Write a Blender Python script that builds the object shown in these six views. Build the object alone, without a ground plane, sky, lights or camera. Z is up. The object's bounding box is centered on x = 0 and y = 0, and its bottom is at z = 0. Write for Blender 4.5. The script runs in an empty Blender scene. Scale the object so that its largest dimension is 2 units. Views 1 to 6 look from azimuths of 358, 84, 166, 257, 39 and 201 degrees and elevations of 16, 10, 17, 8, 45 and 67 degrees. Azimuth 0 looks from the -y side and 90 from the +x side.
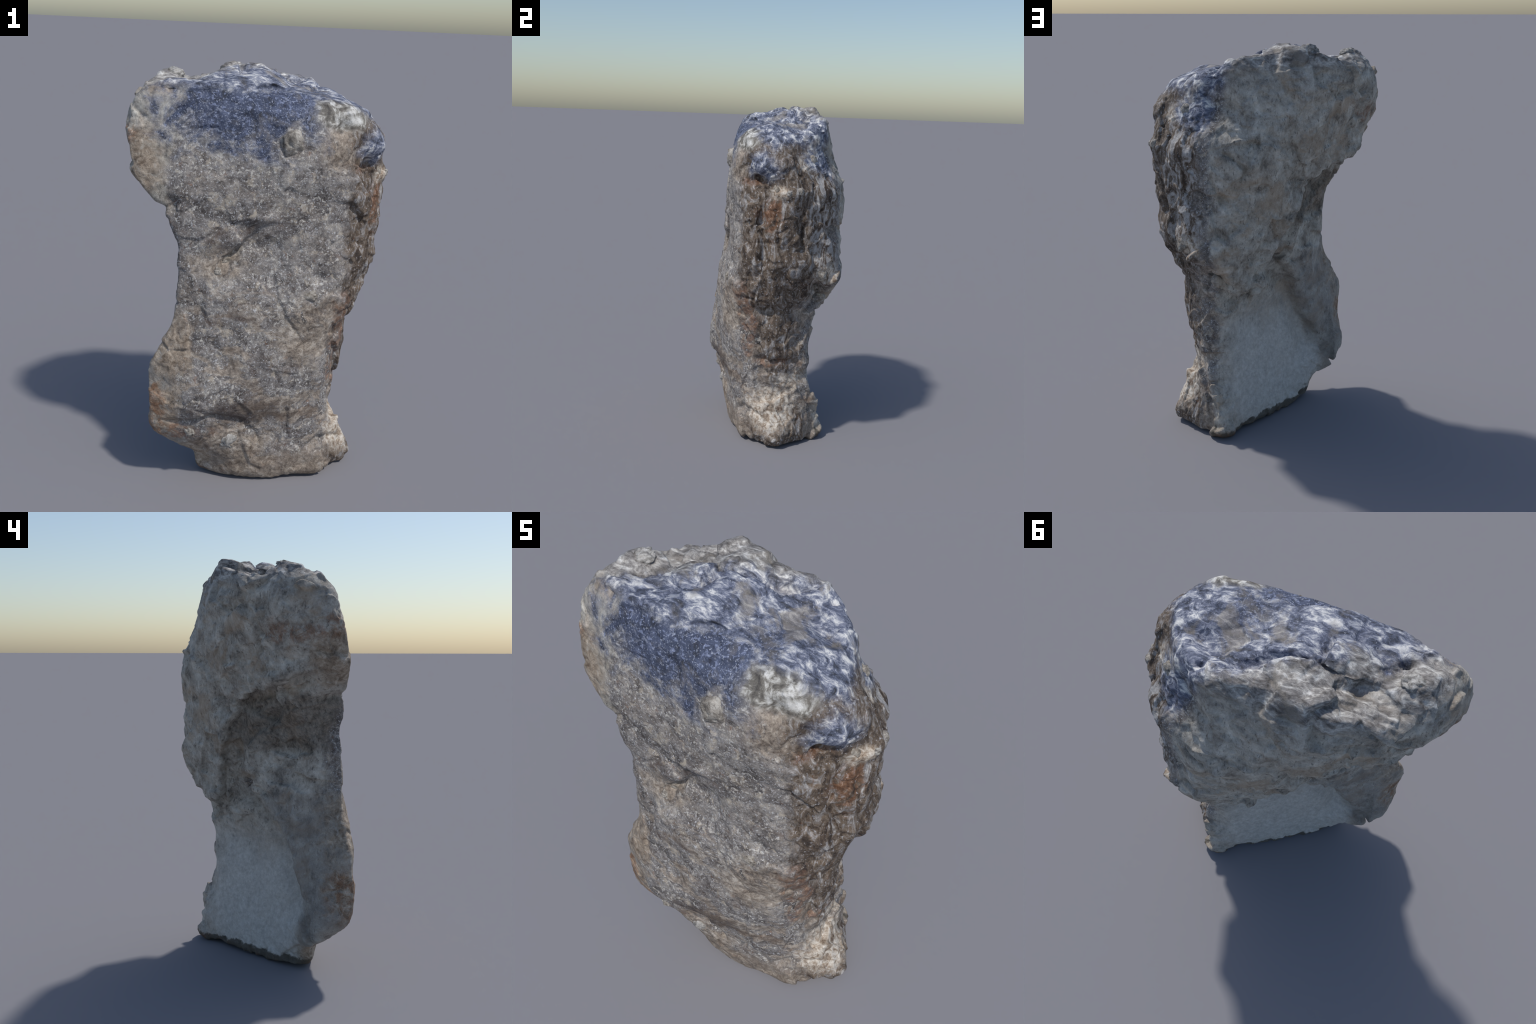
"""A tall weathered standing boulder: overhanging head, narrow waist with a niche
at the back, smooth split panel low on the back, blue-veined top."""
import bpy, bmesh, math
import numpy as np
from mathutils import Vector

rng = np.random.default_rng(7)

# ---------------------------------------------------------------- noise helpers
def _hash(ix, iy, iz, seed):
    h = (ix.astype(np.int64) * 374761393 + iy.astype(np.int64) * 668265263
         + iz.astype(np.int64) * 2147483647 + seed * 974634777) & 0xFFFFFFFF
    h = ((h ^ (h >> 13)) * 1274126177) & 0xFFFFFFFF
    h = ((h ^ (h >> 16)) * 2246822519) & 0xFFFFFFFF
    return (h ^ (h >> 15)) & 0xFFFFFFFF


def value_noise(P, seed=0):
    """Smooth lattice noise in [-1, 1] for an (n,3) array."""
    i = np.floor(P).astype(np.int64)
    f = P - i
    w = f * f * f * (f * (f * 6 - 15) + 10)
    out = np.zeros(len(P))
    for dx in (0, 1):
        for dy in (0, 1):
            for dz in (0, 1):
                v = _hash(i[:, 0] + dx, i[:, 1] + dy, i[:, 2] + dz, seed) / 2147483647.5 - 1
                out += v * (w[:, 0] if dx else 1 - w[:, 0]) * (w[:, 1] if dy else 1 - w[:, 1]) \
                         * (w[:, 2] if dz else 1 - w[:, 2])
    return out


def fbm(P, scale, octaves=4, gain=0.5, seed=0):
    out, a, tot = np.zeros(len(P)), 1.0, 0.0
    Q = P * scale
    for o in range(octaves):
        out += a * value_noise(Q + 17.3 * o, seed + o)
        tot += a
        a *= gain
        Q = Q * 2.03
    return out / tot


def ridged(P, scale, octaves=4, gain=0.5, seed=0):
    """Sharp crests (1) and broad hollows (towards 0)."""
    out, a, tot = np.zeros(len(P)), 1.0, 0.0
    Q = P * scale
    for o in range(octaves):
        out += a * (1 - np.abs(value_noise(Q + 9.7 * o, seed + o)))
        tot += a
        a *= gain
        Q = Q * 2.11
    return out / tot


def cells(P, scale, seed=0):
    """Worley: distance to nearest / second nearest point and the nearest point's random value."""
    Q = P * scale
    i = np.floor(Q).astype(np.int64)
    d1 = np.full(len(P), 9.0); d2 = np.full(len(P), 9.0); rv = np.zeros(len(P))
    for dx in (-1, 0, 1):
        for dy in (-1, 0, 1):
            for dz in (-1, 0, 1):
                c = i + np.array([dx, dy, dz])
                h = [_hash(c[:, 0], c[:, 1], c[:, 2], seed + k) / 4294967295.0 for k in range(4)]
                q = c + np.stack(h[:3], 1)
                d = np.linalg.norm(Q - q, axis=1)
                nearer = d < d1
                d2 = np.where(nearer, d1, np.minimum(d2, d))
                rv = np.where(nearer, h[3], rv)
                d1 = np.where(nearer, d, d1)
    return d1, d2, rv


def smoothstep(a, b, x):
    t = np.clip((x - a) / (b - a), 0, 1)
    return t * t * (3 - 2 * t)

# ---------------------------------------------------------------- the body: cross-sections
# Fourteen columns run round the stone, anticlockwise seen from above:
# front-left corner, three along the front, front-right corner, two on the right flank,
# back-right corner, two on the back, the rim of the niche, its deepest line, two on the left.
SECTIONS = []


def section(z, front, right, back, niche, left):
    SECTIONS.append([(p[0], p[1], p[2] if len(p) > 2 else z)
                     for p in (*front, *right, *back, *niche, *left)])


section(0.00, [(-.23, -.19), (-.09, -.25), (.08, -.255), (.24, -.235), (.35, -.21)],
        [(.45, -.11), (.525, .0)], [(.32, .255), (.19, .18), (.065, .095)],
        [(-.045, .015), (-.125, -.04)], [(-.185, -.08), (-.235, -.12)])
section(0.03, [(-.25, -.20), (-.09, -.265), (.08, -.27), (.24, -.245), (.36, -.22)],
        [(.47, -.11), (.535, .0)], [(.325, .265), (.19, .19), (.065, .105)],
        [(-.05, .02), (-.14, -.045)], [(-.20, -.085), (-.25, -.13)])
section(0.10, [(-.26, -.205), (-.10, -.28), (.06, -.275), (.22, -.25), (.36, -.215)],
        [(.46, -.12), (.51, .0)], [(.335, .26), (.20, .19), (.07, .10)],
        [(-.06, .01), (-.16, -.055)], [(-.23, -.085), (-.285, -.14)])
section(0.20, [(-.375, -.28), (-.18, -.305), (.02, -.295), (.20, -.255), (.35, -.215)],
        [(.43, -.14), (.46, -.02)], [(.355, .255), (.21, .178), (.08, .085)],
        [(-.06, -.015), (-.19, -.09)], [(-.30, -.105), (-.41, -.17)])
section(0.30, [(-.46, -.325), (-.25, -.335), (.0, -.30), (.20, -.265), (.33, -.22)],
        [(.39, -.15), (.42, -.03)], [(.385, .205), (.24, .178), (.09, .07)],
        [(-.06, -.035), (-.20, -.135)], [(-.33, -.135), (-.455, -.195)])
section(0.43, [(-.47, -.33), (-.28, -.385), (-.05, -.36), (.17, -.295), (.31, -.23)],
        [(.37, -.16), (.41, -.02)], [(.39, .16), (.27, .185), (.105, .055)],
        [(-.05, -.055), (-.195, -.15)], [(-.29, -.14), (-.415, -.21)])
section(0.58, [(-.48, -.31), (-.31, -.38), (-.05, -.365), (.17, -.315), (.32, -.255)],
        [(.39, -.17), (.435, -.02)], [(.385, .13), (.28, .18), (.135, .045)],
        [(-.015, -.07), (-.165, -.125)], [(-.24, -.10), (-.375, -.205)])
section(0.70, [(-.43, -.305), (-.28, -.37), (-.05, -.36), (.17, -.325), (.33, -.27)],
        [(.405, -.175), (.45, -.02)], [(.385, .14), (.28, .21), (.20, .175)],
        [(.08, .04), (-.10, -.075)], [(-.19, -.07), (-.335, -.19)])
section(0.80, [(-.375, -.295), (-.25, -.36), (-.03, -.35), (.18, -.32), (.35, -.28)],
        [(.425, -.175), (.46, -.02)], [(.38, .14), (.29, .26), (.18, .24)],
        [(.125, .185), (.045, .035)], [(-.155, -.035), (-.305, -.18)])
section(0.90, [(-.355, -.295), (-.22, -.35), (.0, -.34), (.20, -.315), (.38, -.28)],
        [(.46, -.18), (.50, -.02)], [(.41, .17), (.29, .30), (.17, .265)],
        [(.08, .20), (.03, .075)], [(-.13, .0), (-.30, -.15)])
section(1.00, [(-.35, -.30), (-.20, -.335), (.0, -.325), (.20, -.305), (.40, -.27)],
        [(.50, -.18), (.54, .02)], [(.455, .26), (.30, .35), (.14, .275)],
        [(.035, .205), (-.01, .12)], [(-.155, -.01), (-.31, -.155)])
section(1.10, [(-.35, -.295), (-.20, -.305), (.0, -.295), (.20, -.30), (.42, -.26)],
        [(.525, -.17), (.57, .03)], [(.475, .275), (.30, .36), (.10, .275)],
        [(-.025, .205), (-.065, .13)], [(-.18, -.02), (-.315, -.155)])
section(1.20, [(-.355, -.29), (-.20, -.305), (.0, -.295), (.20, -.295), (.43, -.255)],
        [(.53, -.155), (.575, .0)], [(.475, .26), (.30, .36), (.07, .275)],
        [(-.09, .205), (-.12, .12)], [(-.22, -.02), (-.33, -.15)])
# under the eaves of the head, then the lip of the eaves: the lip climbs towards the left
section(1.31, [(-.415, -.29, 1.345), (-.20, -.305), (.0, -.305), (.20, -.295), (.44, -.26)],
        [(.54, -.145), (.605, .0)], [(.50, .22), (.28, .34), (.06, .285)],
        [(-.155, .20, 1.275), (-.21, .11, 1.295)], [(-.31, -.01, 1.325), (-.395, -.15, 1.35)])
section(1.39, [(-.465, -.275, 1.40), (-.22, -.30), (.0, -.305), (.20, -.295), (.44, -.26)],
        [(.54, -.145), (.60, .01)], [(.49, .235), (.25, .37), (.05, .305)],
        [(-.185, .215, 1.315), (-.29, .125, 1.38)], [(-.415, .01, 1.435), (-.515, -.14, 1.48)])
section(1.50, [(-.55, -.265), (-.30, -.285), (.0, -.30), (.20, -.30), (.44, -.265)],
        [(.51, -.15), (.60, .03)], [(.49, .25), (.25, .365), (.04, .325)],
        [(-.21, .26, 1.45), (-.335, .14, 1.48)], [(-.46, .0, 1.53), (-.56, -.13, 1.56)])
section(1.60, [(-.58, -.25), (-.35, -.265), (.0, -.29), (.20, -.30), (.42, -.26)],
        [(.505, -.16), (.575, .0)], [(.47, .20), (.27, .315), (.02, .335)],
        [(-.22, .275), (-.36, .145)], [(-.495, .005), (-.59, -.12)])
section(1.70, [(-.59, -.22), (-.35, -.255), (.0, -.28), (.20, -.29), (.42, -.255)],
        [(.52, -.165), (.55, -.05)], [(.43, .165), (.26, .265), (.0, .315)],
        [(-.23, .275), (-.395, .17)], [(-.53, .025), (-.605, -.10)])
section(1.80, [(-.565, -.185), (-.35, -.235), (.0, -.265), (.20, -.255), (.39, -.225)],
        [(.47, -.145), (.485, -.04)], [(.41, .165), (.28, .262), (.0, .285)],
        [(-.21, .275), (-.395, .185)], [(-.525, .05), (-.585, -.075)])
# rim of the top and the crest line it closes onto (heights vary along the rim)
section(1.88, [(-.515, -.13), (-.33, -.20, 1.895), (-.02, -.18, 1.93), (.17, -.165, 1.87), (.36, -.16, 1.845)],
        [(.41, -.11, 1.83), (.42, -.02, 1.83)],
        [(.375, .145, 1.862), (.27, .225, 1.905), (.0, .22, 1.96)],
        [(-.19, .24, 1.945), (-.37, .155, 1.895)], [(-.48, .05, 1.87), (-.54, -.05, 1.87)])
section(1.93, [(-.45, -.06), (-.30, -.02, 1.90), (-.02, -.02, 1.945), (.12, -.02, 1.885), (.28, -.06, 1.87)],
        [(.32, -.02, 1.865), (.33, .02, 1.865)],
        [(.29, .07, 1.865), (.20, .09, 1.88), (.0, .10, 1.98)],
        [(-.13, .10, 1.96), (-.28, .05, 1.905)], [(-.42, .02), (-.45, -.02)])


def catmull(p0, p1, p2, p3, t, tension):
    """Point between p1 and p2; tension 0 = straight line, 1 = full Catmull-Rom."""
    lin = p1 + (p2 - p1) * t
    m1, m2 = (p2 - p0) / 2, (p3 - p1) / 2
    t2, t3 = t * t, t * t * t
    cub = (2 * t3 - 3 * t2 + 1) * p1 + (t3 - 2 * t2 + t) * m1 + (-2 * t3 + 3 * t2) * p2 + (t3 - t2) * m2
    return lin + (cub - lin) * tension


# how rounded the outline runs through each column: corners and the niche are kept crisp
ROUND = [.35, .8, .8, .8, .6, .7, .7, .35, .5, .5, .15, .25, .5, .5]


def loft(sections, n_round=8, n_up=8):
    net = np.array(sections)
    R, C, _ = net.shape
    ring = []
    for c in range(C):
        for k in range(n_round):
            ring.append(catmull(net[:, c - 1], net[:, c], net[:, (c + 1) % C], net[:, (c + 2) % C],
                                k / n_round, (ROUND[c] + ROUND[(c + 1) % C]) / 2))
    ring = np.stack(ring, 1)
    rows = []
    for r in range(R - 1):
        for k in range(n_up):
            rows.append(catmull(ring[max(r - 1, 0)], ring[r], ring[r + 1], ring[min(r + 2, R - 1)],
                                k / n_up, 0.5))
    rows.append(ring[-1])
    return np.stack(rows)


def loft_mesh(name):
    G = loft(SECTIONS)
    nr, nc, _ = G.shape
    bm = bmesh.new()
    V = [[bm.verts.new(G[r, c]) for c in range(nc)] for r in range(nr)]
    for r in range(nr - 1):
        for c in range(nc):
            d = (c + 1) % nc
            bm.faces.new((V[r][c], V[r][d], V[r + 1][d], V[r + 1][c]))
    for ring, flip in ((V[0], True), (V[-1], False)):
        f = bm.faces.new(ring[::-1] if flip else ring)
        bmesh.ops.triangulate(bm, faces=[f])
    bmesh.ops.recalc_face_normals(bm, faces=bm.faces)
    me = bpy.data.meshes.new(name)
    bm.to_mesh(me)
    bm.free()
    return me


def apply_remesh(obj, voxel):
    m = obj.modifiers.new("remesh", 'REMESH')
    m.mode = 'VOXEL'
    m.voxel_size = voxel
    dg = bpy.context.evaluated_depsgraph_get()
    me = bpy.data.meshes.new_from_object(obj.evaluated_get(dg))
    obj.modifiers.clear()
    old = obj.data
    obj.data = me
    bpy.data.meshes.remove(old)


def coords(me):
    a = np.empty(len(me.vertices) * 3)
    me.vertices.foreach_get("co", a)
    return a.reshape(-1, 3)


def normals(me):
    me.update()
    a = np.empty(len(me.vertices) * 3)
    me.vertices.foreach_get("normal", a)
    return a.reshape(-1, 3)


def store(me, P):
    me.vertices.foreach_set("co", np.ascontiguousarray(P).ravel())
    me.update()


def edge_array(me):
    a = np.empty(len(me.edges) * 2, dtype=np.int32)
    me.edges.foreach_get("vertices", a)
    return a.reshape(-1, 2)


def relax(V, E, times=1, amount=0.5):
    n = len(V)
    deg = np.bincount(E.ravel(), minlength=n)[:, None]
    for _ in range(times):
        acc = np.zeros_like(V)
        for k in range(V.shape[1]):
            acc[:, k] = np.bincount(E[:, 0], V[E[:, 1], k], n) + np.bincount(E[:, 1], V[E[:, 0], k], n)
        V = V + amount * (acc / deg - V)
    return V

# ---------------------------------------------------------------- sculpting brushes
def dab(P, centre, radii, push):
    """Soft round brush: moves points near `centre` by the vector `push`."""
    q = (P - np.array(centre)) / np.array(radii)
    w = np.exp(-2.0 * (q * q).sum(1))
    return P + w[:, None] * np.array(push)


def plane_cut(P, point, normal, centre, radius, amount=0.9):
    """Chips a flat facet: whatever stands proud of the plane near `centre` is pulled back to it."""
    n = np.array(normal, float); n /= np.linalg.norm(n)
    h = (P - np.array(point)) @ n
    w = 1 - smoothstep(0.7, 1.0, np.linalg.norm(P - np.array(centre), axis=1) / radius)
    return P - (np.clip(h, 0, None) * w * amount)[:, None] * n


def groove(P, path, width, depth, direction):
    """Cuts a crack along a polyline, pushing along `direction`; depth fades at both ends."""
    path = np.array(path, float)
    best = np.full(len(P), 1e9); along = np.zeros(len(P))
    L = len(path) - 1
    for k in range(L):
        a, b = path[k], path[k + 1]
        t = np.clip(((P - a) @ (b - a)) / ((b - a) @ (b - a)), 0, 1)
        d = np.linalg.norm(P - (a + t[:, None] * (b - a)), axis=1)
        near = d < best
        best = np.where(near, d, best)
        along = np.where(near, (k + t) / L, along)
    w = np.exp(-(best / width) ** 2) * np.clip(np.minimum(along, 1 - along) * 6 + .25, 0, 1)
    return P + (w * depth)[:, None] * np.array(direction, float)


def undercut(P, path, side, push, depth, reach, lip=.3):
    """Breaks the surface along a polyline: the `side` of it drops by depth along `push` at once and
    climbs back over `reach`; the other side stands up by lip * depth."""
    path = np.array(path, float)
    side = np.array(side, float); side /= np.linalg.norm(side)
    push = np.array(push, float); push /= np.linalg.norm(push)
    best = np.full(len(P), 1e9); off = np.zeros_like(P); along = np.zeros(len(P))
    L = len(path) - 1
    for k in range(L):
        a, b = path[k], path[k + 1]
        t = np.clip(((P - a) @ (b - a)) / ((b - a) @ (b - a)), 0, 1)
        o = P - (a + t[:, None] * (b - a))
        d = np.linalg.norm(o, axis=1)
        near = d < best
        best = np.where(near, d, best)
        off = np.where(near[:, None], o, off)
        along = np.where(near, (k + t) / L, along)
    s = off @ side + .010 * fbm(P, 26.0, 3, seed=91)
    lateral = np.sqrt(np.clip(best ** 2 - (off @ side) ** 2, 0, None))
    fade = (1 - smoothstep(.05, .11, lateral)) * np.clip(np.minimum(along, 1 - along) * 7 + .1, 0, 1)
    below = smoothstep(-.003, .008, s) * (1 - smoothstep(.25 * reach, reach, s))
    above = smoothstep(.008, -.003, s) * (1 - smoothstep(0, .6 * reach, -s))
    return P + (depth * (below - lip * above) * fade)[:, None] * push


def sculpt(P):
    # --- front: the slanting ledge, the hollow above the base lip, cracks of the foot
    P = dab(P, (-.12, -.29, 1.22), (.14, .10, .06), (0, -.018, 0))
    P = dab(P, (.05, -.28, 1.20), (.12, .10, .06), (0, .020, 0))
    P = groove(P, [(.13, -.28, 1.31), (.02, -.28, 1.295), (-.04, -.29, 1.22), (-.10, -.30, 1.155),
                   (-.17, -.30, 1.09)], .016, .046, (.25, 1, .4))
    P = dab(P, (.01, -.30, 1.33), (.12, .10, .035), (0, -.012, 0))
    P = dab(P, (-.40, -.26, 1.375), (.05, .09, .05), (.045, .03, .02))
    P = dab(P, (-.04, -.34, .47), (.16, .12, .10), (.01, .014, 0))
    P = groove(P, [(-.42, -.33, .34), (-.30, -.36, .33), (-.19, -.36, .375), (-.05, -.33, .33),
                   (.03, -.31, .27), (.05, -.29, .20)], .018, .024, (0, 1, .2))
    P = groove(P, [(.30, -.23, .50), (.28, -.24, .42), (.20, -.26, .33), (.12, -.27, .16)], .010, .022, (0, 1, 0))
    P = dab(P, (.24, -.28, .92), (.10, .10, .14), (0, -.012, 0))
    P = dab(P, (.29, -.28, 1.05), (.05, .08, .04), (0, .022, 0))
    P = groove(P, [(-.24, -.32, 1.0), (-.25, -.33, .90), (-.23, -.34, .80), (-.16, -.36, .70)], .018, .018, (.3, 1, 0))
    P = groove(P, [(.28, -.24, .14), (.36, -.22, .19), (.44, -.13, .17), (.47, -.06, .10)], .02, .024, (-.5, .8, 0))
    P = dab(P, (.50, -.03, .04), (.06, .07, .04), (.02, .0, .0))
    # --- front of the head: knobs, dimples under the rim, hooked snout on the right
    P = dab(P, (.14, -.28, 1.68), (.05, .06, .05), (0, -.022, 0))
    P = dab(P, (.29, -.21, 1.84), (.06, .06, .04), (0, -.016, .006))
    P = dab(P, (.41, -.21, 1.825), (.07, .06, .035), (.0, -.022, .006))
    P = dab(P, (.36, -.26, 1.735), (.07, .07, .06), (0, .034, 0))
    P = dab(P, (.42, -.27, 1.64), (.06, .06, .05), (0, -.006, 0))
    P = dab(P, (.565, -.17, 1.655), (.06, .09, .06), (.05, -.025, -.02))
    P = dab(P, (.51, -.19, 1.565), (.06, .10, .045), (-.045, .025, .01))
    P = dab(P, (-.40, -.19, 1.865), (.07, .07, .03), (0, .034, 0))
    P = dab(P, (-.25, -.20, 1.865), (.06, .07, .03), (0, .022, 0))
    P = dab(P, (.05, -.20, 1.885), (.11, .08, .035), (0, .050, 0))
    P = dab(P, (-.01, -.14, 1.955), (.10, .07, .03), (0, -.034, .014))
    # --- top: hump on the left, hollows, broken back rim
    P = dab(P, (-.42, -.02, 1.93), (.08, .10, .05), (0, 0, .012))
    P = dab(P, (-.30, -.03, 1.92), (.06, .10, .05), (0, 0, -.02))
    P = dab(P, (-.36, -.08, 1.92), (.030, .026, .05), (.0, .0, -.07))
    P = dab(P, (.29, .195, 1.875), (.024, .022, .04), (0, -.02, -.05))
    P = groove(P, [(.30, .17, 1.87), (.15, .14, 1.92), (.02, .07, 1.97), (-.10, .05, 1.96), (-.24, .07, 1.91)],
               .02, .028, (0, 0, -1))
    P = groove(P, [(.42, .03, 1.84), (.30, .09, 1.87), (.22, .13, 1.89)], .03, .03, (0, 0, -1))
    P = dab(P, (.20, -.05, 1.91), (.12, .07, .05), (0, 0, -.016))
    P = dab(P, (.34, -.10, 1.87), (.07, .07, .05), (0, 0, .016))
    # --- back: forked crack, facets either side of the ridge, overhang above the split panel
    P = groove(P, [(.33, .345, 1.51), (.27, .36, 1.48), (.21, .37, 1.43), (.20, .37, 1.34),
                   (.195, .37, 1.22)], .014, .024, (.15, -1, 0))
    P = groove(P, [(.36, .32, 1.36), (.33, .33, 1.29), (.28, .34, 1.22)], .012, .016, (0, -1, 0))
    P = dab(P, (.17, .37, 1.43), (.06, .07, .05), (0, .022, 0))
    P = plane_cut(P, (.10, .365, 1.55), (-.50, .80, -.32), (-.22, .24, 1.50), .34, .55)
    P = plane_cut(P, (.02, .30, 1.74), (.10, .93, .30), (.05, .30, 1.75), .22, .7)
    P = groove(P, [(.52, .16, .97), (.45, .25, .965), (.37, .26, .91), (.29, .27, .845), (.22, .22, .76),
                   (.20, .17, .70)], .028, .040, (-.35, -.85, .1))
    P = dab(P, (-.24, -.08, .78), (.07, .07, .12), (-.012, .016, 0))
    P = groove(P, [(.08, .17, .955), (.0, .08, .93), (-.08, .03, .895), (-.13, -.03, .84)], .022, .03, (.5, -.8, -.3))
    P = groove(P, [(-.30, -.04, 1.36), (-.31, -.06, 1.28), (-.30, -.06, 1.22)], .014, .02, (.6, -.7, 0))
    P = groove(P, [(-.34, -.22, 1.0), (-.33, -.22, .90), (-.31, -.19, .84)], .014, .016, (.6, -.7, 0))
    P = undercut(P, [(.50, .24, 1.01), (.40, .29, .965), (.32, .29, .89), (.25, .25, .80), (.195, .19, .735)],
                 (-.4, 0, -1), (-.2, -1, 0), .050, .15)
    P = undercut(P, [(.205, .19, .725), (.12, .19, .83), (.06, .205, .955), (-.025, .20, 1.10), (-.10, .20, 1.22),
                     (-.18, .20, 1.30)], (-1, -.3, -.5), (.85, -.53, 0), .050, .11)
    P = undercut(P, [(-.15, .21, 1.29), (-.29, .12, 1.375), (-.41, .02, 1.44), (-.52, -.12, 1.49)],
                 (.3, 0, -1), (.8, -.5, .3), .052, .13)
    P = undercut(P, [(.05, .13, .945), (-.03, .07, .905), (-.07, .01, .84), (-.11, -.06, .74), (-.16, -.10, .60),
                     (-.23, -.13, .46), (-.33, -.17, .31)], (.9, .3, -.5), (.57, -.82, 0), .034, .16, .6)
    P = undercut(P, [(-.17, .01, 1.07), (-.26, -.08, 1.055), (-.33, -.18, 1.085)], (0, 0, 1), (.6, -.7, 0), .022, .10)
    # --- left of the head: chipped eaves
    P = groove(P, [(-.57, -.06, 1.73), (-.49, .03, 1.71), (-.41, .10, 1.64), (-.36, .12, 1.60)], .014, .02, (.6, -.5, -.3))
    P = groove(P, [(-.40, .15, 1.84), (-.41, .13, 1.76), (-.37, .15, 1.70)], .014, .014, (.6, -.7, 0))
    # --- right flank: torn vertical pits
    P = groove(P, [(.59, .06, 1.40), (.58, .085, 1.32), (.56, .11, 1.16)], .030, .050, (-1, -.1, 0))
    P = groove(P, [(.55, -.13, 1.46), (.54, -.15, 1.34), (.55, -.13, 1.20), (.51, -.12, 1.02)], .024, .034, (-1, .1, 0))
    P = dab(P, (.57, -.02, 1.50), (.05, .07, .04), (.022, 0, 0))
    P = dab(P, (.57, -.03, 1.28), (.05, .05, .08), (.020, 0, 0))
    P = dab(P, (.52, .20, 1.06), (.06, .09, .05), (.020, .015, 0))
    P = dab(P, (.49, .07, .945), (.07, .12, .045), (-.02, 0, 0))
    P = dab(P, (.44, -.08, .80), (.07, .06, .06), (-.040, .01, 0))
    P = dab(P, (.42, -.12, .62), (.06, .05, .05), (-.030, .01, 0))
    P = dab(P, (.42, -.02, .505), (.06, .14, .028), (-.036, 0, 0))
    P = dab(P, (.43, .10, .70), (.05, .05, .05), (.016, .01, 0))
    return P


def chips(P, scale, seed):
    """Broken-stone facets: every Worley cell leans its own way, so cells meet at small steps."""
    Q = P * scale
    i = np.floor(Q).astype(np.int64)
    d1 = np.full(len(P), 9.0); h = np.zeros(len(P))
    for dx in (-1, 0, 1):
        for dy in (-1, 0, 1):
            for dz in (-1, 0, 1):
                c = i + np.array([dx, dy, dz])
                r = [_hash(c[:, 0], c[:, 1], c[:, 2], seed + k) / 4294967295.0 for k in range(6)]
                off = Q - (c + np.stack(r[:3], 1))
                d = np.linalg.norm(off, axis=1)
                lean = (off * (np.stack(r[3:6], 1) - .5)).sum(1) * 2 + (r[3] - .5) * .6
                near = d < d1
                h = np.where(near, lean, h)
                d1 = np.where(near, d, d1)
    return h


def roughen(P, N, E):
    """Surface relief: the front is grainy, the flanks are torn and streaky, the split panel is smooth."""
    x, y, z = P.T
    on_panel = smoothstep(.10, .04, np.abs(y - .7 * x - .0)) * smoothstep(.78, .6, z) \
        * smoothstep(-.24, -.14, x) * smoothstep(.36, .26, x) * smoothstep(.02, .07, z)
    front = smoothstep(-.14, -.22, y - .12 * x) * smoothstep(1.9, 1.8, z) * smoothstep(.45, .36, x)
    back = smoothstep(-.02, .06, y - .5 * x) * (1 - front)
    flank = smoothstep(.30, .44, x) * (1 - smoothstep(.2, .32, y)) * smoothstep(1.75, 1.6, z)
    calm = 1 - .85 * on_panel
    warp = np.stack([fbm(P, 3.5, 3, seed=s) for s in (3, 4, 5)], 1)
    W = P + .05 * warp
    big = fbm(W, 4.5, 3, seed=11)
    mid = ridged(W, 8.5, 4, seed=21) - .62
    lumps = fbm(P + .02 * warp, 20.0, 3, seed=27)
    fine = fbm(P, 55.0, 3, seed=31)
    cleft = np.clip(ridged(W * np.array([1, 1, 1.3]), 5.5, 3, gain=.45, seed=61) - .80, 0, 1)
    S = W * np.array([1.0, 1.0, .45])
    streak = ridged(S, 11.0, 3, seed=41) - .6
    facet = relax(np.stack([chips(W, 4.6, 71), chips(W, 15.0, 81)], 1), E, 2)
    h = .014 * big * calm
    h += .008 * mid * calm * (1 - .6 * front) * (1 - .4 * back)
    h += .003 * lumps * calm * (1 - .4 * front)
    h += .0012 * fine * (1 - .3 * on_panel)
    h -= .055 * cleft * calm * (.35 + .65 * back)
    h += .024 * streak * flank
    h += (.028 * facet[:, 0] + .011 * facet[:, 1]) * calm * (.30 + .70 * back + .6 * flank)
    return P + (h + .004)[:, None] * N

# ---------------------------------------------------------------- materials
def srgb(r, g, b):
    f = lambda c: c / 12.92 if c <= .04045 else ((c + .055) / 1.055) ** 2.4
    return (f(r / 255), f(g / 255), f(b / 255), 1)


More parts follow.
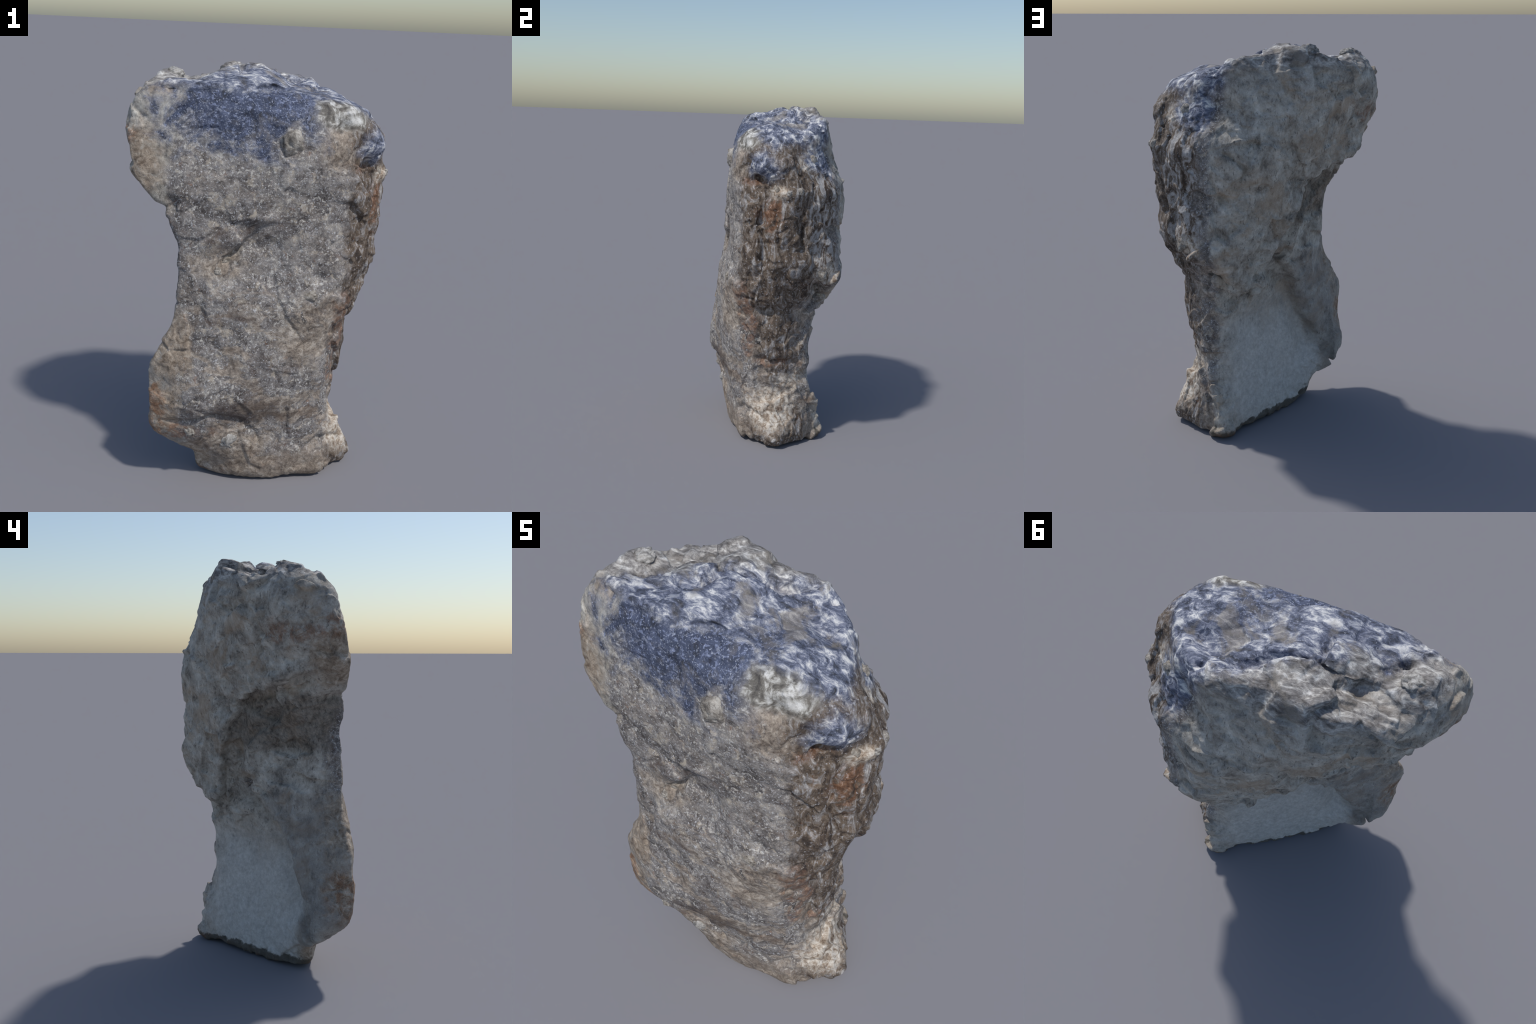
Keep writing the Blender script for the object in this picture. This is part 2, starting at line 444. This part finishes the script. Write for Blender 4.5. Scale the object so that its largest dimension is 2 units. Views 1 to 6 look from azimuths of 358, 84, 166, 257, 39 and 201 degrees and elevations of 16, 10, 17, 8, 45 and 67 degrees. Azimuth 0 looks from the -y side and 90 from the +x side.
class Graph:
    def __init__(self, name):
        self.mat = bpy.data.materials.new(name)
        self.mat.use_nodes = True
        self.nt = self.mat.node_tree
        self.bsdf = self.nt.nodes["Principled BSDF"]
        self.pos = self.nt.nodes.new("ShaderNodeTexCoord").outputs["Object"]

    def new(self, kind, **props):
        n = self.nt.nodes.new(kind)
        for k, v in props.items():
            setattr(n, k, v)
        return n

    def put(self, sock, val):
        if hasattr(val, "is_linked") or isinstance(val, bpy.types.NodeSocket):
            self.nt.links.new(val, sock)
        else:
            sock.default_value = val

    def math(self, op, a, b=0.0, clamp=False):
        n = self.new("ShaderNodeMath", operation=op, use_clamp=clamp)
        self.put(n.inputs[0], a); self.put(n.inputs[1], b)
        return n.outputs[0]

    def vmath(self, op, a, b=(0, 0, 0)):
        n = self.new("ShaderNodeVectorMath", operation=op)
        self.put(n.inputs[0], a); self.put(n.inputs[1], b)
        return n.outputs["Value"] if op in ("LENGTH", "DOT_PRODUCT", "DISTANCE") else n.outputs["Vector"]

    def noise(self, scale, detail=4, rough=.55, distortion=0.0, vec=None, offset=None):
        v = vec or self.pos
        if offset:
            v = self.vmath("ADD", v, offset)
        n = self.new("ShaderNodeTexNoise")
        self.put(n.inputs["Vector"], v)
        n.inputs["Scale"].default_value = scale
        n.inputs["Detail"].default_value = detail
        n.inputs["Roughness"].default_value = rough
        n.inputs["Distortion"].default_value = distortion
        return n.outputs["Fac"]

    def voronoi(self, scale, feature='F1', vec=None, out="Distance"):
        n = self.new("ShaderNodeTexVoronoi", feature=feature)
        self.put(n.inputs["Vector"], vec or self.pos)
        n.inputs["Scale"].default_value = scale
        return n.outputs[out]

    def step(self, val, lo, hi):
        n = self.new("ShaderNodeMapRange", interpolation_type='SMOOTHSTEP')
        self.put(n.inputs["Value"], val)
        n.inputs["From Min"].default_value = lo
        n.inputs["From Max"].default_value = hi
        return n.outputs["Result"]

    def mix(self, fac, a, b, blend='MIX'):
        n = self.new("ShaderNodeMix", data_type='RGBA', blend_type=blend)
        self.put(n.inputs[0], fac); self.put(n.inputs[6], a); self.put(n.inputs[7], b)
        return n.outputs[2]

    def ramp(self, val, stops):
        n = self.new("ShaderNodeValToRGB")
        e = n.color_ramp.elements
        e[0].position, e[0].color = stops[0]
        e[1].position, e[1].color = stops[-1]
        for p, c in stops[1:-1]:
            x = e.new(p); x.color = c
        self.put(n.inputs[0], val)
        return n.outputs[0]

    def zone(self, centre, radii, warp=None, amount=.25, soft=(1.35, .6)):
        """1 inside a ragged ellipsoid patch, 0 outside."""
        v = self.vmath("SUBTRACT", self.pos, centre)
        v = self.vmath("DIVIDE", v, radii)
        d = self.vmath("LENGTH", v)
        if warp is not None:
            d = self.math("ADD", d, self.math("MULTIPLY", self.math("SUBTRACT", warp, .5), amount * 4))
        return self.step(d, *soft)

    def any(self, *masks):
        out = masks[0]
        for m in masks[1:]:
            out = self.math("MAXIMUM", out, m)
        return out


def rock_material():
    g = Graph("weathered_rock")
    pos = g.pos
    # shared noises
    wide = g.noise(3.2, 4, .55, .6)
    edge = g.noise(8.0, 8, .68, .5, offset=(3, 1, 7))
    mott = g.noise(17, 8, .70, .8, offset=(5, 2, 1))
    grain = g.noise(75, 5, .72, .3, offset=(1, 9, 4))
    grit = g.noise(190, 3, .65, offset=(8, 3, 2))
    sx = g.new("ShaderNodeSeparateXYZ"); g.put(sx.inputs[0], pos)
    X, Y, Z = sx.outputs
    edge_c = g.math("SUBTRACT", edge, .5)

    def ragged(val, amount=.35):
        return g.math("ADD", val, g.math("MULTIPLY", edge_c, amount))

    def both(*m):
        out = m[0]
        for k in m[1:]:
            out = g.math("MULTIPLY", out, k)
        return out

    def inv(m):
        return g.math("SUBTRACT", 1.0, m)

    # --- speckled grey-brown matrix of the front
    col = g.ramp(mott, [(.30, srgb(68, 63, 61)), (.42, srgb(114, 108, 105)), (.54, srgb(144, 140, 138)),
                        (.64, srgb(172, 166, 159)), (.74, srgb(206, 198, 185))])
    patch = g.noise(6.5, 7, .64, .9, offset=(4, 4, 9))
    col = g.mix(both(g.step(patch, .50, .36), .55), col, srgb(74, 68, 66))
    col = g.mix(both(g.step(patch, .53, .66), .5), col, srgb(182, 176, 168))
    col = g.mix(both(g.step(grain, .56, .68), .45), col, srgb(186, 183, 180))
    col = g.mix(both(g.step(grain, .44, .34), .6), col, srgb(60, 55, 54))
    dens = g.step(edge, .36, .56)
    speck = both(g.step(g.noise(62, 2.5, .6, .4, offset=(2, 5, 5)), .56, .64), dens, .72)
    spark = both(g.step(g.noise(130, 2, .6, .3, offset=(4, 2, 8)), .58, .66), .6)
    blot = both(g.step(g.noise(21, 4, .62, .5, offset=(9, 2, 4)), .575, .665), .6)
    col = g.mix(blot, col, srgb(196, 185, 168))
    col = g.mix(speck, col, srgb(216, 212, 204))
    col = g.mix(spark, col, srgb(220, 221, 224))

    # --- tan and cream crust: scattered over the lower front, solid in a few patches
    tan = g.ramp(g.noise(24, 8, .72, .6, offset=(2, 2, 2)),
                 [(.32, srgb(88, 76, 68)), (.43, srgb(142, 130, 118)), (.54, srgb(178, 166, 152)),
                  (.66, srgb(218, 209, 198))])
    tan = g.mix(both(g.step(grain, .47, .33), .65), tan, srgb(82, 70, 62))
    slant = g.new("ShaderNodeMapping"); g.put(slant.inputs["Vector"], pos)
    slant.inputs["Rotation"].default_value = (0, math.radians(28), 0)
    slant.inputs["Scale"].default_value = (.6, 1, 1.25)
    drift = g.noise(8.5, 7, .66, .7, vec=slant.outputs[0], offset=(2, 6, 6))
    low = g.step(ragged(Z, .5), 1.15, .80)
    scatter = both(g.step(drift, .50, .57), g.math("ADD", .25, g.math("MULTIPLY", low, .75)))
    crust = g.any(
        g.zone((.26, -.28, .82), (.14, .14, .20), edge, .6),
        g.zone((-.16, -.30, 1.13), (.12, .12, .07), edge, .6),
        g.zone((.40, -.26, 1.67), (.15, .12, .11), edge, .5),
        g.zone((.14, -.29, 1.68), (.055, .06, .06), edge, .3),
        g.zone((-.08, -.32, .22), (.20, .14, .08), edge, .6))
    col = g.mix(g.any(both(scatter, .8), both(crust, g.step(mott, .32, .52))), col, tan)
    foot = both(g.step(ragged(Z, .25), .24, .10), .75)
    col = g.mix(foot, col, g.mix(.3, tan, srgb(122, 104, 86)))
    # iron-brown bands in the grey
    umber = both(g.step(g.noise(5.5, 7, .66, .8, vec=slant.outputs[0], offset=(8, 1, 3)), .53, .66), .55)
    col = g.mix(umber, col, srgb(98, 80, 68))

    # --- torn right flank: brown-black with pale streaks
    squash = g.vmath("MULTIPLY", pos, (1, 1, .45))
    fl_n = g.noise(19, 8, .72, 1.2, vec=squash)
    flank_col = g.ramp(fl_n, [(.30, srgb(44, 41, 42)), (.42, srgb(84, 72, 63)), (.51, srgb(122, 108, 94)),
                              (.59, srgb(156, 152, 150)), (.70, srgb(224, 220, 214))])
    flank_col = g.mix(both(g.step(grain, .56, .68), .8), flank_col, srgb(204, 204, 208))
    flank_col = g.mix(both(g.step(grain, .44, .32), .6), flank_col, srgb(48, 44, 44))
    frost = both(g.step(ragged(Y, .12), .08, .20), g.step(fl_n, .46, .58), .5)
    flank_col = g.mix(frost, flank_col, srgb(198, 196, 194))
    flank = both(g.step(ragged(X, .20), .38, .45), g.step(ragged(Y, .15), .42, .34))
    col = g.mix(flank, col, flank_col)
    white = g.any(g.zone((.47, -.06, .22), (.12, .18, .12), edge, .6),
                  g.zone((.45, .06, .40), (.10, .14, .05), edge, .7),
                  g.zone((.57, -.04, 1.52), (.07, .08, .03), edge, .6),
                  g.zone((.50, .24, 1.06), (.08, .08, .06), edge, .7),
                  g.zone((.50, .10, 1.68), (.07, .04, .04), edge, .6))
    bone = g.ramp(g.noise(30, 8, .74, .8, offset=(7, 7, 1)),
                  [(.34, srgb(104, 82, 66)), (.45, srgb(176, 160, 142)), (.56, srgb(226, 218, 206)), (.7, srgb(238, 234, 228))])
    col = g.mix(both(white, .9), col, bone)

    # --- back and niche: pale cool-to-buff grey, fresher stone
    turn = g.math("SUBTRACT", Y, g.math("MULTIPLY", X, .775))
    turn = g.math("ADD", turn, g.math("MULTIPLY", g.step(Z, .95, .72), .10))
    back = g.step(ragged(turn, .16), .01, .05)
    back_col = g.ramp(g.noise(12, 8, .74, .25, offset=(4, 8, 3)),
                      [(.32, srgb(110, 105, 99)), (.42, srgb(158, 152, 143)), (.53, srgb(188, 183, 174)),
                       (.62, srgb(208, 204, 195)), (.72, srgb(228, 225, 218))])
    slit = g.new("ShaderNodeMapping"); g.put(slit.inputs["Vector"], pos)
    slit.inputs["Rotation"].default_value = (0, math.radians(-35), 0)
    slit.inputs["Scale"].default_value = (1.8, 1, .7)
    scratch = g.noise(46, 6, .74, .15, vec=slit.outputs[0])
    back_col = g.mix(both(g.step(scratch, .46, .34), .7), back_col, srgb(84, 80, 77))
    back_col = g.mix(both(g.step(scratch, .56, .68), .6), back_col, srgb(206, 204, 200))
    buff = both(g.step(g.noise(4.5, 7, .64, .6, offset=(1, 6, 2)), .50, .64), .55)
    back_col = g.mix(buff, back_col, g.mix(scratch, srgb(140, 120, 100), srgb(204, 184, 160)))
    # the split panel low on the back: paler and even, bounded by the lobe on its left
    lobe = g.math("SUBTRACT", X, g.math("MULTIPLY", Z, .42))
    panel = both(g.step(ragged(lobe, .14), -.44, -.36), g.step(ragged(Z, .5), .82, .45),
                 g.step(ragged(X, .3), .36, .18))
    back_col = g.mix(both(panel, .8), back_col,
                     g.ramp(g.noise(46, 7, .74), [(.3, srgb(184, 182, 178)), (.5, srgb(210, 208, 203)), (.7, srgb(232, 230, 226))]))
    slate = both(inv(panel), g.step(ragged(Z, .3), 1.0, .75), g.step(X, -.05, -.2))
    niche = both(g.step(ragged(turn, .12), .27, .22), g.step(ragged(Z, .10), 1.08, 1.13), g.step(ragged(Z, .10), 1.40, 1.34),  # wall below the eaves: darker and browner than the rest of the back, ragged edge
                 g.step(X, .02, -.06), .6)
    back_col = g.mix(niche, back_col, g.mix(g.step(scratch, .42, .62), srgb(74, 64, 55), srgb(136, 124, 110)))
    back_col = g.mix(both(slate, .45), back_col, srgb(140, 138, 137))
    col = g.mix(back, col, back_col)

    # --- tan crust wraps the left edge, over both faces
    left = g.any(g.zone((-.55, -.24, 1.56), (.11, .13, .18), edge, .6),
                 g.zone((-.40, -.35, .74), (.12, .13, .24), edge, .6),
                 g.zone((-.45, -.34, .42), (.10, .14, .17), edge, .5),
                 g.zone((-.28, -.23, .10), (.09, .11, .12), edge, .3))
    col = g.mix(both(left, g.step(mott, .30, .48)), col, g.mix(.2, tan, srgb(170, 148, 120)))

    # --- rust: stains along the left knob, under the snout, on the flank and in specks
    rust_zone = g.any(g.zone((-.46, -.34, .42), (.06, .14, .15), edge, .6),
                      g.zone((-.35, -.34, .29), (.16, .12, .04), edge, .7),
                      g.zone((-.60, -.20, 1.68), (.05, .10, .05), edge, .7),
                      g.zone((.48, -.20, 1.57), (.08, .07, .025), edge, .6),
                      g.zone((.56, -.10, 1.36), (.06, .08, .12), edge, .9),
                      g.zone((.42, -.02, .50), (.08, .16, .03), edge, .7),
                      g.zone((.40, -.20, .75), (.05, .07, .25), edge, .9),
                      g.zone((-.52, .0, 1.66), (.14, .12, .05), edge, .8))
    col = g.mix(both(g.zone((-.02, -.34, .40), (.22, .14, .07), edge, .6), .6), col, srgb(82, 68, 60))  # dark brown patch in the hollow above the base lip
    spots = both(g.step(g.noise(22, 7, .72, .5, offset=(6, 1, 9)), .60, .70), inv(both(back, .75)), .55)
    rust = g.any(both(rust_zone, g.step(mott, .42, .56), .7), spots)
    rust_col = g.ramp(grain, [(.3, srgb(86, 56, 40)), (.5, srgb(134, 92, 64)), (.7, srgb(178, 136, 100))])
    col = g.mix(both(rust, .85), col, rust_col)

    # --- slate-blue cap with white crystalline streaks
    swirl = g.vmath("MULTIPLY", pos, (.7, 1.4, 1.4))
    blue_n = g.noise(20, 8, .70, .5, vec=swirl, offset=(1, 4, 2))
    blue = g.ramp(blue_n, [(.32, srgb(56, 57, 62)), (.41, srgb(84, 89, 104)), (.48, srgb(114, 121, 142)),
                           (.55, srgb(172, 175, 185)), (.62, srgb(232, 231, 229))])
    blue = g.mix(both(g.step(grain, .56, .68), .7), blue, srgb(196, 200, 212))
    # the rear half and the left hump of the top are streaked grey and chalk instead of blue
    ash = g.ramp(blue_n, [(.32, srgb(78, 74, 70)), (.42, srgb(122, 117, 111)), (.50, srgb(158, 153, 146)),
                          (.57, srgb(190, 186, 179)), (.65, srgb(230, 228, 224))])
    rear = g.math("SUBTRACT", Y, g.math("MULTIPLY", X, .6))
    blue = g.mix(both(g.step(ragged(rear, .30), .05, .14), .85), blue, ash)
    deep = g.ramp(mott, [(.32, srgb(54, 55, 60)), (.48, srgb(74, 82, 104)), (.66, srgb(100, 109, 134))])
    deep = g.mix(both(g.step(g.noise(62, 2.5, .6, .4, offset=(2, 5, 5)), .56, .63), .75), deep, srgb(140, 150, 178))
    deep = g.mix(g.any(spark, both(blot, .6)), deep, srgb(190, 196, 212))
    deep = g.mix(both(g.step(grain, .44, .34), .6), deep, srgb(46, 46, 58))
    deep_zone = g.zone((-.06, -.22, 1.84), (.43, .22, .25), edge, .6, (1.2, .6))
    blue = g.mix(both(deep_zone, g.step(ragged(Z, .15), 1.93, 1.88)), blue, deep)
    blue = g.mix(both(g.step(g.noise(6, 6, .66, .6, offset=(9, 9, 9)), .54, .64), both(inv(both(deep_zone, .5)), .65)), blue,
                 g.mix(mott, srgb(96, 90, 84), srgb(184, 176, 164)))
    top = g.step(ragged(g.math("ADD", Z, g.math("MULTIPLY", X, .10)), .22), 1.79, 1.87)
    top = both(top, inv(both(back, g.step(Z, 1.93, 1.87), .8)))
    cap = g.any(deep_zone, top, g.zone((.53, -.16, 1.66), (.09, .13, .08), edge, .5),
                g.zone((.42, .18, 1.70), (.10, .10, .12), edge, .6))
    cap = both(cap, inv(both(g.zone((.36, -.24, 1.78), (.12, .09, .08), edge, .6), .8)))
    col = g.mix(cap, col, blue)
    pale = g.zone((.36, -.23, 1.81), (.13, .09, .07), edge, .7)
    chalk = g.ramp(g.noise(19, 6, .66, .6, offset=(3, 3, 6)), [(.36, srgb(86, 82, 78)), (.47, srgb(134, 130, 122)),
                                                               (.54, srgb(196, 194, 188)), (.64, srgb(234, 233, 230))])
    col = g.mix(both(pale, .9), col, chalk)

    # --- soil line left along the foot of the split panel
    soil = both(g.step(ragged(Z, .16), .062, .045), back)
    col = g.mix(both(soil, .85), col, g.mix(g.step(edge, .5, .65), srgb(78, 72, 62), srgb(116, 80, 58)))

    col = g.mix(.35, col, g.ramp(grit, [(.36, srgb(92, 92, 92)), (.64, srgb(164, 164, 164))]), 'SOFT_LIGHT')
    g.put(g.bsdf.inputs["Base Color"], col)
    g.put(g.bsdf.inputs["Roughness"], g.math("ADD", .55, g.math("MULTIPLY", grain, .3)))
    g.bsdf.inputs["Specular IOR Level"].default_value = .3
    bump = g.new("ShaderNodeBump")
    bump.inputs["Strength"].default_value = .8
    bump.inputs["Distance"].default_value = .008
    g.put(bump.inputs["Height"], g.math("ADD", g.math("MULTIPLY", grain, .5), g.math("ADD", g.math("MULTIPLY", mott, 1.3), g.math("MULTIPLY", grit, .15))))
    g.put(g.bsdf.inputs["Normal"], bump.outputs[0])
    return g.mat

def clast_material():
    """Pale broken stone, for pieces modelled at unit size and scaled down."""
    g = Graph("pale_clast")
    info = g.new("ShaderNodeObjectInfo")
    v = g.vmath("ADD", g.pos, g.vmath("MULTIPLY", info.outputs["Location"], (30, 30, 30)))
    n = g.noise(1.6, 8, .74, .6, vec=v)
    grain = g.noise(5.5, 5, .72, vec=v)
    warm = g.ramp(n, [(.34, srgb(92, 82, 74)), (.46, srgb(144, 134, 121)), (.56, srgb(178, 169, 156)), (.68, srgb(212, 206, 196))])
    cold = g.ramp(n, [(.34, srgb(100, 96, 92)), (.46, srgb(162, 159, 154)), (.57, srgb(200, 197, 192)), (.68, srgb(228, 226, 222))])
    col = g.mix(info.outputs["Random"], warm, cold)
    col = g.mix(g.math("MULTIPLY", g.step(grain, .46, .36), .5), col, srgb(96, 88, 82))
    g.put(g.bsdf.inputs["Base Color"], col)
    g.bsdf.inputs["Roughness"].default_value = .7
    g.bsdf.inputs["Specular IOR Level"].default_value = .3
    bump = g.new("ShaderNodeBump")
    bump.inputs["Strength"].default_value = .5
    bump.inputs["Distance"].default_value = .08
    g.put(bump.inputs["Height"], grain)
    g.put(g.bsdf.inputs["Normal"], bump.outputs[0])
    return g.mat

# ---------------------------------------------------------------- embedded pieces
# where each pebble sits: a point outside the face, the way to look in from it, its three half-sizes
FRONT, RIGHT = (0, 1, 0), (-1, 0, 0)
PEBBLES = [((.135, -1, 1.685), FRONT, (.052, .040, .058)), ((-.09, -1, .245), FRONT, (.046, .034, .050)),
           ((-.28, -1, .30), FRONT, (.030, .026, .036)), ((.25, -1, .985), FRONT, (.040, .024, .028)),
           ((-.15, -1, 1.135), FRONT, (.044, .026, .028)), ((-.17, -1, 1.085), FRONT, (.024, .020, .024)),
           ((1, -.06, 1.535), RIGHT, (.026, .024, .026)), ((1, .0, 1.52), RIGHT, (.022, .022, .020)),
           ((1, .06, 1.53), RIGHT, (.024, .022, .022)), ((1, .14, 1.70), RIGHT, (.026, .028, .034)),
           ((1, .20, 1.06), RIGHT, (.030, .044, .038)), ((1, -.12, .64), RIGHT, (.024, .032, .026))]


def lump_mesh(name, seed, material):
    bm = bmesh.new()
    bmesh.ops.create_icosphere(bm, subdivisions=4, radius=1)
    me = bpy.data.meshes.new(name)
    bm.to_mesh(me)
    bm.free()
    P = coords(me)
    r = 1 + .30 * fbm(P, 1.4, 4, seed=seed) + .22 * chips(P * .5, 2.6, seed + 5)
    store(me, P * r[:, None])
    me.shade_smooth()
    me.materials.append(material)
    return me


def embed_pebbles(rock, material):
    shapes = [lump_mesh("embedded_pebble", 100 + 10 * k, material) for k in range(4)]
    for k, (start, look, size) in enumerate(PEBBLES):
        hit, at, nrm, _ = rock.ray_cast(Vector(start), Vector(look))
        if not hit:
            continue
        o = bpy.data.objects.new("embedded_pebble", shapes[k % 4])
        bpy.context.scene.collection.objects.link(o)
        depth = size[1] if look == FRONT else size[0]
        o.location = at + Vector(look) * depth * .74
        o.scale = size
        o.rotation_euler = rng.uniform(-.5, .5, 3)
        o.parent = rock


def add_flake(rock, material):
    """A loose pale block standing on the hump at the left of the top."""
    o = bpy.data.objects.new("rock_flake", lump_mesh("rock_flake", 160, material))
    bpy.context.scene.collection.objects.link(o)
    hit, at, nrm, _ = rock.ray_cast(Vector((-.405, -.01, 3)), Vector((0, 0, -1)))
    o.location = at + Vector((0, 0, -.008))
    o.scale = (.045, .038, .026)
    o.rotation_euler = (.2, -.25, .6)
    o.parent = rock

# ---------------------------------------------------------------- build
def build():
    rock = bpy.data.objects.new("standing_rock", loft_mesh("standing_rock"))
    bpy.context.scene.collection.objects.link(rock)
    apply_remesh(rock, .005)
    me = rock.data
    E = edge_array(me)
    P = relax(coords(me), E, 5)
    P = sculpt(P)
    store(me, P)
    P = relax(P, E, 2)
    store(me, P)
    N = relax(normals(me), E, 4)
    N /= np.linalg.norm(N, axis=1)[:, None]
    P = roughen(P, N, E)
    P[:, 2] = np.maximum(P[:, 2] - P[:, 2].min() - .008, 0)
    store(me, P)
    me.shade_smooth()
    me.materials.clear()
    me.materials.append(rock_material())
    rock["label"] = "tall weathered grey boulder with blue top and overhanging head"
    rock["category"] = "rock"
    bpy.context.view_layer.update()
    pale = clast_material()
    embed_pebbles(rock, pale)
    add_flake(rock, pale)
    print("verts", len(me.vertices), P.min(0), P.max(0))


build()
